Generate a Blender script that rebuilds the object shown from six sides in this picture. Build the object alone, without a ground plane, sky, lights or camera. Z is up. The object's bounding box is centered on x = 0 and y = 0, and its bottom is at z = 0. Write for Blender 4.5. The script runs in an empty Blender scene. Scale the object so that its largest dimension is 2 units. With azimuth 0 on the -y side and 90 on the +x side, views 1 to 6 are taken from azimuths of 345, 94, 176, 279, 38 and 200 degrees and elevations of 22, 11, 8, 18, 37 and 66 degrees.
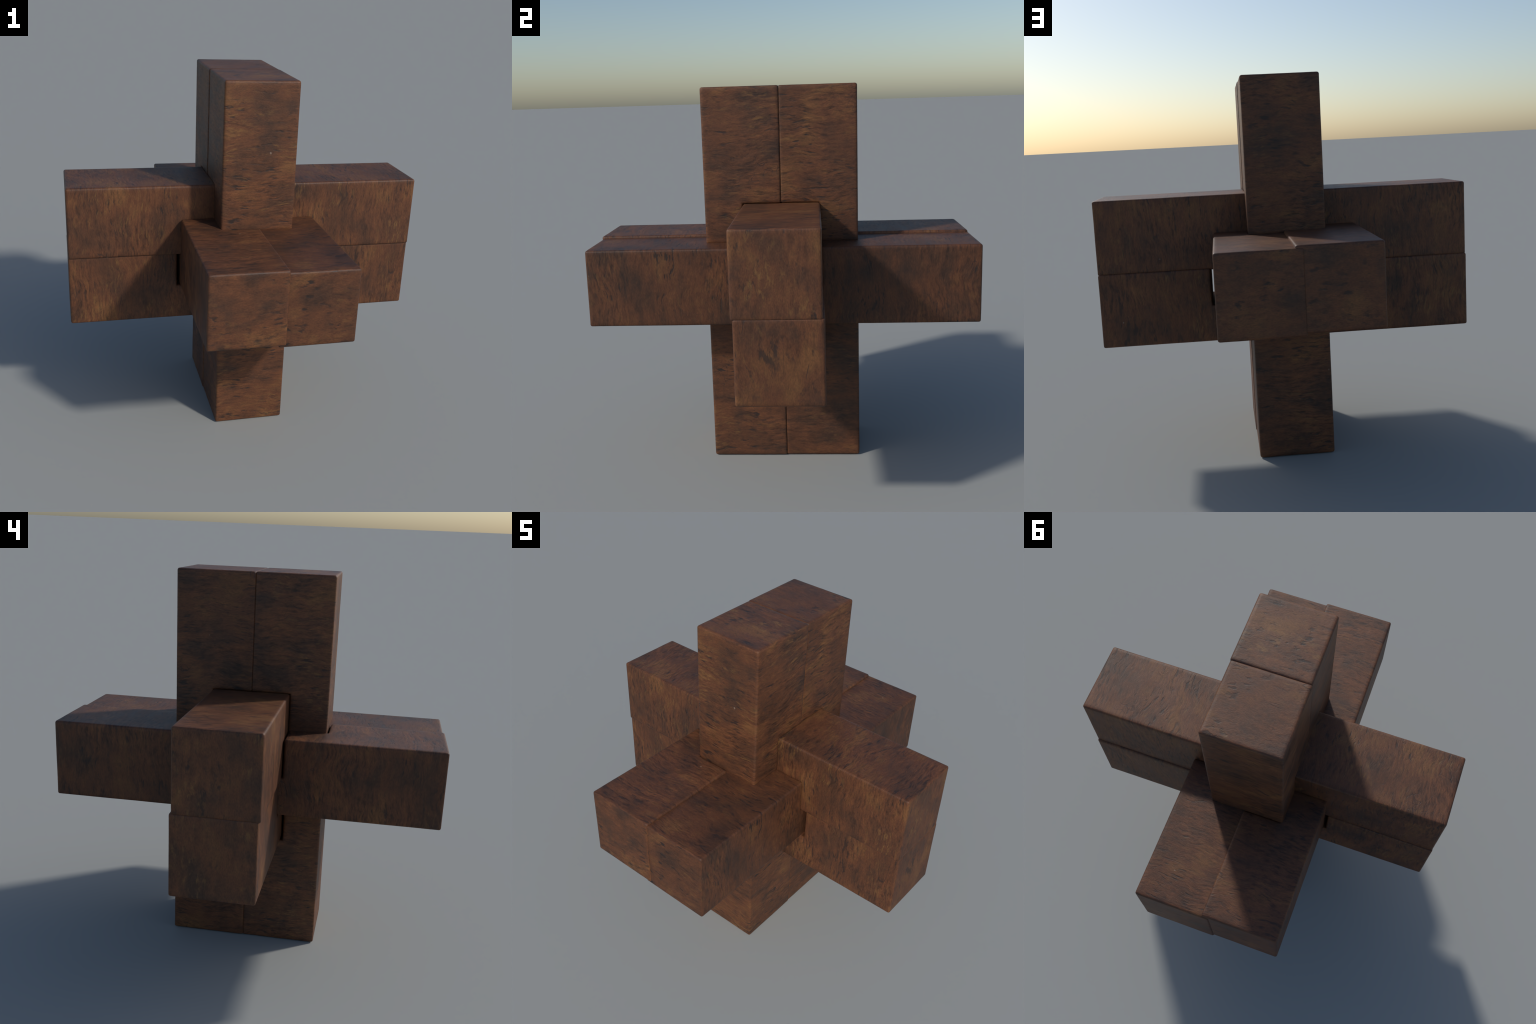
"""Six-piece wooden burr puzzle: three crossing pairs of notched square bars."""
import bpy, bmesh, math
from mathutils import Matrix, Vector, noise

# ------------------------------------------------------------------ sizes (metres)
UNIT = 0.2            # half a bar: all notches sit on this module
WIDTH = 0.3985        # bar thickness (a little clearance against 2 * UNIT)
LENGTH = 1.9935       # bar length
CENTRE_Z = LENGTH / 2
ROUND = 0.0105        # edge rounding
STEP = 0.024          # mesh fineness
WOBBLE = 0.0008       # unevenness of the hand-planed faces

AXES = {'x': Vector((1, 0, 0)), 'y': Vector((0, 1, 0)), 'z': Vector((0, 0, 1))}

# Each bar: wood tone (shade, golden flecks, dark pores), long axis, axis the end grain runs along, nominal seat in UNITs from the
# puzzle's centre, how far the bar has slipped from that seat, and the notches
# (boxes in UNITs from the puzzle's centre, cut out of the bar).
BIG = 9
BARS = [
    # upright pair, side by side in y; waist notch for the two x-bars and for the right y-bar
    dict(tone=(0.98, 0.70, 0.88), along='z', end='x', seat=(0, -1, 0), slip=(-0.001, 0.004, 0.0),
         notches=[((-BIG, -1, -2), (BIG, BIG, 2)), ((0, -BIG, -1), (BIG, BIG, 0.965))]),
    dict(tone=(0.90, 0.50, 0.80), along='z', end='x', seat=(0, 1, 0), slip=(-0.0045, -0.0012, 0.0),
         notches=[((-BIG, -BIG, -2), (BIG, 1, 2)), ((0, -BIG, -1), (BIG, BIG, 0.965))]),
    # pair along x, stacked; the upper one is the un-notched key, the lower has a wide saddle
    dict(tone=(0.94, 0.80, 0.80), along='x', end='z', seat=(0, 0, 1), slip=(0.0, 0.0043, 0.0), notches=[]),
    dict(tone=(0.94, 0.70, 0.70), along='x', end='z', seat=(0, 0, -1), slip=(-0.0009, 0.0132, 0.0095),
         notches=[((-2, -BIG, -1), (2, BIG, BIG))]),
    # pair along y, side by side; saddle for the key, the left one also cleared for the uprights
    dict(tone=(0.94, 0.40, 0.75), along='y', end='x', seat=(-1, 0, 0), slip=(0.0145, -0.0028, 0.0125),
         notches=[((-BIG, -1, 0), (BIG, 1, BIG)), ((-1, -2, -BIG), (BIG, -1, BIG)),
                  ((-1, 1, -BIG), (BIG, 2, BIG))]),
    dict(tone=(0.84, 0.35, 0.90), along='y', end='x', seat=(1, 0, 0), slip=(-0.0255, 0.0028, 0.0),
         notches=[((-BIG, -1, 0), (BIG, 1, BIG))]),
]


# ------------------------------------------------------------------ geometry
def key_planes(lo, hi, extra):
    keys = sorted({round(v, 5) for v in [lo, hi] + [e for e in extra if lo + 0.02 < e < hi - 0.02]})
    planes = []
    for a, b in zip(keys, keys[1:]):
        n = max(1, math.ceil((b - a) / STEP))
        planes += [a + (b - a) * i / n for i in range(n)]
    return planes + [keys[-1]]


def notched_bar_mesh(name, half, notches):
    """Closed skin of a box (half sizes) minus notch boxes, edges rounded, faces uneven."""
    planes = [key_planes(-half[k], half[k], [n[s][k] for n in notches for s in (0, 1)]) for k in range(3)]
    count = [len(p) - 1 for p in planes]

    def solid(c):
        if any(i < 0 or i >= n for i, n in zip(c, count)):
            return False
        mid = [(planes[k][c[k]] + planes[k][c[k] + 1]) / 2 for k in range(3)]
        return not any(all(a[k] < mid[k] < b[k] for k in range(3)) for a, b in notches)

    bm = bmesh.new()
    verts = {}

    def corner(i):
        if i not in verts:
            verts[i] = bm.verts.new([planes[k][i[k]] for k in range(3)])
        return verts[i]

    state = {}
    for i in range(-1, count[0] + 1):
        for j in range(-1, count[1] + 1):
            for k in range(-1, count[2] + 1):
                state[i, j, k] = solid((i, j, k))
    for (i, j, k), full in state.items():
        if not full:
            continue
        for axis in range(3):
            for side in (0, 1):
                other = [i, j, k]
                other[axis] += 1 if side else -1
                if state[tuple(other)]:
                    continue
                u, v = (axis + 1) % 3, (axis + 2) % 3
                loop = []
                for du, dv in ((0, 0), (1, 0), (1, 1), (0, 1)):
                    idx = [i, j, k]
                    idx[axis] += side
                    idx[u] += du
                    idx[v] += dv
                    loop.append(corner(tuple(idx)))
                bm.faces.new(loop if side else loop[::-1])
    bm.normal_update()
    sharp = [e for e in bm.edges if len(e.link_faces) == 2 and e.calc_face_angle() > 0.5 and e.is_convex]
    bmesh.ops.bevel(bm, geom=sharp, offset=ROUND, offset_type='OFFSET', segments=3, profile=0.5,
                    affect='EDGES', clamp_overlap=True)
    bm.normal_update()
    return bm


def uneven(bm, seed):
    shift = Vector((seed * 7.3, seed * 3.1, seed * 5.7))
    moves = []
    for v in bm.verts:
        p = v.co
        n = noise.noise(p * 7 + shift) * 0.6 + noise.noise(p * 28 + shift) * 0.4
        moves.append(p + v.normal * n * WOBBLE)
    for v, p in zip(bm.verts, moves):
        v.co = p


# ------------------------------------------------------------------ material
class Nodes:
    """Small helper to chain shader nodes."""

    def __init__(self, mat):
        self.tree = mat.node_tree
        self.tree.nodes.clear()

    def add(self, kind, **props):
        n = self.tree.nodes.new(kind)
        for k, v in props.items():
            setattr(n, k, v)
        return n

    def put(self, socket, value):
        if isinstance(value, bpy.types.NodeSocket):
            self.tree.links.new(value, socket)
        else:
            socket.default_value = value

    def math(self, op, a, b=0.0, clamp=False):
        n = self.add('ShaderNodeMath', operation=op, use_clamp=clamp)
        self.put(n.inputs[0], a)
        self.put(n.inputs[1], b)
        return n.outputs[0]

    def vec(self, op, a, b):
        n = self.add('ShaderNodeVectorMath', operation=op)
        self.put(n.inputs[0], a)
        self.put(n.inputs[1], b)
        return n.outputs[0]

    def noise(self, co, scale, detail=2.0, rough=0.5, colour=False):
        n = self.add('ShaderNodeTexNoise')
        self.put(n.inputs['Vector'], co)
        n.inputs['Scale'].default_value = scale
        n.inputs['Detail'].default_value = detail
        n.inputs['Roughness'].default_value = rough
        return n.outputs['Color' if colour else 'Fac']

    def step(self, v, lo, hi):
        n = self.add('ShaderNodeMapRange', interpolation_type='SMOOTHSTEP')
        self.put(n.inputs['Value'], v)
        n.inputs['From Min'].default_value = lo
        n.inputs['From Max'].default_value = hi
        return n.outputs[0]

    def ramp(self, v, stops):
        n = self.add('ShaderNodeValToRGB')
        self.put(n.inputs[0], v)
        e = n.color_ramp.elements
        while len(e) < len(stops):
            e.new(0.5)
        for el, (pos, col) in zip(e, stops):
            el.position = pos
            el.color = (*col, 1)
        return n.outputs[0]

    def mix(self, fac, a, b, mode='MIX', vector=False):
        n = self.add('ShaderNodeMix', data_type='VECTOR' if vector else 'RGBA')
        if not vector:
            n.blend_type = mode
        s = {i.identifier: i for i in n.inputs}
        kind = 'Vector' if vector else 'Color'
        self.put(s['Factor_Float'], fac)
        for key, val in (('A_' + kind, a), ('B_' + kind, b)):
            if isinstance(val, tuple) and not vector and len(val) == 3:
                val = (*val, 1)
            self.put(s[key], val)
        return {o.identifier: o for o in n.outputs}['Result_' + kind]


DARK = (0.052, 0.025, 0.0155)
UMBER = (0.087, 0.0355, 0.0175)
RUSSET = (0.120, 0.0445, 0.0195)
OCHRE = (0.155, 0.066, 0.0245)
GOLD = (0.215, 0.108, 0.036)
BLACKENED = (0.019, 0.0145, 0.0135)


def wood(name, seed, shade=1.0, gold=0.6, porous=0.8):
    """Dark tropical hardwood, cross-grained: short dark pores and ochre flecks running
    round the bar, drifting clouds of umber and russet, a few chips and scratches."""
    mat = bpy.data.materials.new(name)
    mat.use_nodes = True
    N = Nodes(mat)
    tc = N.add('ShaderNodeTexCoord')
    p = N.vec('ADD', tc.outputs['Object'], (seed * 3.17, seed * 5.71, seed * 2.39))
    # drifting grain direction
    drift = N.vec('SUBTRACT', N.noise(p, 3.8, 2, colour=True), (0.5, 0.5, 0.5))
    q = N.vec('ADD', p, N.vec('MULTIPLY', drift, (0.04, 0.05, 0.09)))
    small = N.vec('SUBTRACT', N.noise(p, 18, 1, colour=True), (0.5, 0.5, 0.5))
    q = N.vec('ADD', q, N.vec('MULTIPLY', small, (0.008, 0.008, 0.008)))
    # streaks run across the bar on its long faces, along local x on its ends
    sep = N.add('ShaderNodeSeparateXYZ')
    N.put(sep.inputs[0], tc.outputs['Normal'])
    is_end = N.math('GREATER_THAN', N.math('ABSOLUTE', sep.outputs[2]), 0.72)
    g = N.mix(is_end, N.vec('MULTIPLY', q, (1.0, 1.0, 4.6)), N.vec('MULTIPLY', q, (1.1, 2.6, 1.0)), vector=True)

    cloud = N.noise(p, 4.2, 5, 0.58)
    band = N.noise(g, 4.2, 5, 0.62)
    tone = N.math('ADD', N.math('MULTIPLY', cloud, 0.6), N.math('MULTIPLY', band, 0.4))
    col = N.ramp(tone, [(0.36, DARK), (0.45, UMBER), (0.53, RUSSET), (0.63, OCHRE)])
    # streaky lightness, coarse and fine
    streak = N.noise(g, 18, 4, 0.58)
    # plain areas alternate with strongly figured ones
    figure = N.math('ADD', 0.28, N.math('MULTIPLY', N.step(N.noise(N.vec('ADD', p, (3.3, 6.1, 8.2)), 3.4, 2, 0.5), 0.38, 0.62), 0.62))
    figure = N.math('MULTIPLY', figure, N.math('SUBTRACT', 1.0, N.math('MULTIPLY', is_end, 0.4)))
    col = N.mix(figure, col, N.ramp(streak, [(0.30, (0.38, 0.41, 0.46)), (0.47, (0.98, 0.98, 0.98)), (0.70, (1.50, 1.48, 1.40))]), 'MULTIPLY')
    hair = N.noise(g, 75, 3, 0.65)
    col = N.mix(0.7, col, N.ramp(hair, [(0.3, (0.62, 0.63, 0.66)), (0.5, (1, 1, 1)), (0.7, (1.38, 1.36, 1.30))]), 'MULTIPLY')
    # clusters of dark pores
    where = N.step(N.noise(p, 6.0, 3, 0.6), 0.44, 0.62)
    pores = N.step(N.noise(g, 15, 3, 0.55), 0.53, 0.67)
    pore = N.math('MULTIPLY', pores, where)
    col = N.mix(N.math('MULTIPLY', pore, porous), col, BLACKENED)
    # ochre flecks in patches
    fleck_where = N.step(N.noise(N.vec('ADD', p, (9.1, 2.2, 4.4)), 4.6, 3, 0.6), 0.46, 0.66)
    flecks = N.math('MULTIPLY', N.step(N.noise(N.vec('ADD', g, (4.2, 7.7, 1.3)), 17, 4, 0.65), 0.50, 0.70), fleck_where)
    col = N.mix(N.math('MULTIPLY', flecks, gold), col, GOLD)
    # dark, sooty stains
    bloom = N.step(N.noise(N.vec('ADD', p, (1.7, 8.8, 3.1)), 7.0, 4, 0.65), 0.56, 0.74)
    col = N.mix(N.math('MULTIPLY', bloom, 0.42), col, (0.034, 0.024, 0.019))
    col = N.mix(1.0, col, (shade, shade, shade), 'MULTIPLY')
    # thin diagonal scratches, rare
    rot = N.add('ShaderNodeMapping')
    N.put(rot.inputs['Vector'], p)
    rot.inputs['Rotation'].default_value = (0.75, 0.85, 0.5)
    rot.inputs['Scale'].default_value = (1.2, 14.0, 14.0)
    line = N.math('ABSOLUTE', N.math('SUBTRACT', N.noise(rot.outputs[0], 1.3, 0), 0.5))
    thin = N.math('SUBTRACT', 1.0, N.step(line, 0.003, 0.010))
    rare = N.step(N.noise(N.vec('ADD', p, (5.5, 1.1, 6.6)), 5.0, 1), 0.60, 0.66)
    scratch = N.math('MULTIPLY', thin, rare)
    col = N.mix(N.math('MULTIPLY', scratch, 0.55), col, BLACKENED)
    # pale chips
    vor = N.add('ShaderNodeTexVoronoi')
    N.put(vor.inputs['Vector'], N.vec('ADD', p, N.vec('MULTIPLY', small, (0.03, 0.03, 0.03))))
    vor.inputs['Scale'].default_value = 13
    pick = N.add('ShaderNodeSeparateColor')
    N.put(pick.inputs[0], vor.outputs['Color'])
    chip = N.math('MULTIPLY', N.math('SUBTRACT', 1.0, N.step(vor.outputs['Distance'], 0.03, 0.09)),
                  N.math('GREATER_THAN', pick.outputs[0], 0.95))
    col = N.mix(N.math('MULTIPLY', chip, 0.6), col, (0.30, 0.23, 0.18))

    height = N.math('ADD', N.math('MULTIPLY', N.math('MULTIPLY', streak, figure), 0.62), N.math('MULTIPLY', hair, 0.30))
    height = N.math('SUBTRACT', height, N.math('MULTIPLY', pore, 0.35))
    height = N.math('SUBTRACT', height, N.math('MULTIPLY', scratch, 0.25))
    bump = N.add('ShaderNodeBump')
    bump.inputs['Strength'].default_value = 0.32
    bump.inputs['Distance'].default_value = 0.006
    N.put(bump.inputs['Height'], height)

    bsdf = N.add('ShaderNodeBsdfPrincipled')
    N.put(bsdf.inputs['Base Color'], col)
    rough = N.math('ADD', 0.44, N.math('MULTIPLY', band, 0.22))
    N.put(bsdf.inputs['Roughness'], rough)
    bsdf.inputs['Specular IOR Level'].default_value = 0.4
    N.put(bsdf.inputs['Normal'], bump.outputs[0])
    out = N.add('ShaderNodeOutputMaterial')
    N.put(out.inputs['Surface'], bsdf.outputs[0])
    return mat


# ------------------------------------------------------------------ assembly
puzzle = bpy.data.objects.new('burr_puzzle', None)
puzzle['label'] = 'dark brown wooden burr puzzle of six interlocking square bars'
puzzle['category'] = 'wooden puzzle'
bpy.context.scene.collection.objects.link(puzzle)

for number, bar in enumerate(BARS):
    # local frame: z along the bar, x along the end grain
    az, ax = AXES[bar['along']], AXES[bar['end']]
    frame = Matrix((ax, az.cross(ax), az)).transposed()
    centre = Vector((0, 0, CENTRE_Z)) + UNIT * Vector(bar['seat']) + Vector(bar['slip'])
    notches = []
    for lo, hi in bar['notches']:
        # the notches slip with the bar
        a = frame.transposed() @ (UNIT * (Vector(lo) - Vector(bar['seat'])))
        b = frame.transposed() @ (UNIT * (Vector(hi) - Vector(bar['seat'])))
        notches.append(([min(s, t) for s, t in zip(a, b)], [max(s, t) for s, t in zip(a, b)]))
    bm = notched_bar_mesh('notched_bar', (WIDTH / 2, WIDTH / 2, LENGTH / 2), notches)
    uneven(bm, number + 1)
    mesh = bpy.data.meshes.new('notched_bar')
    bm.to_mesh(mesh)
    bm.free()
    mesh.shade_smooth()
    mesh.materials.append(wood('dark_hardwood', number + 1, *bar['tone']))
    obj = bpy.data.objects.new('notched_bar', mesh)
    bpy.context.scene.collection.objects.link(obj)
    obj.parent = puzzle
    obj.matrix_local = Matrix.Translation(centre) @ frame.to_4x4()
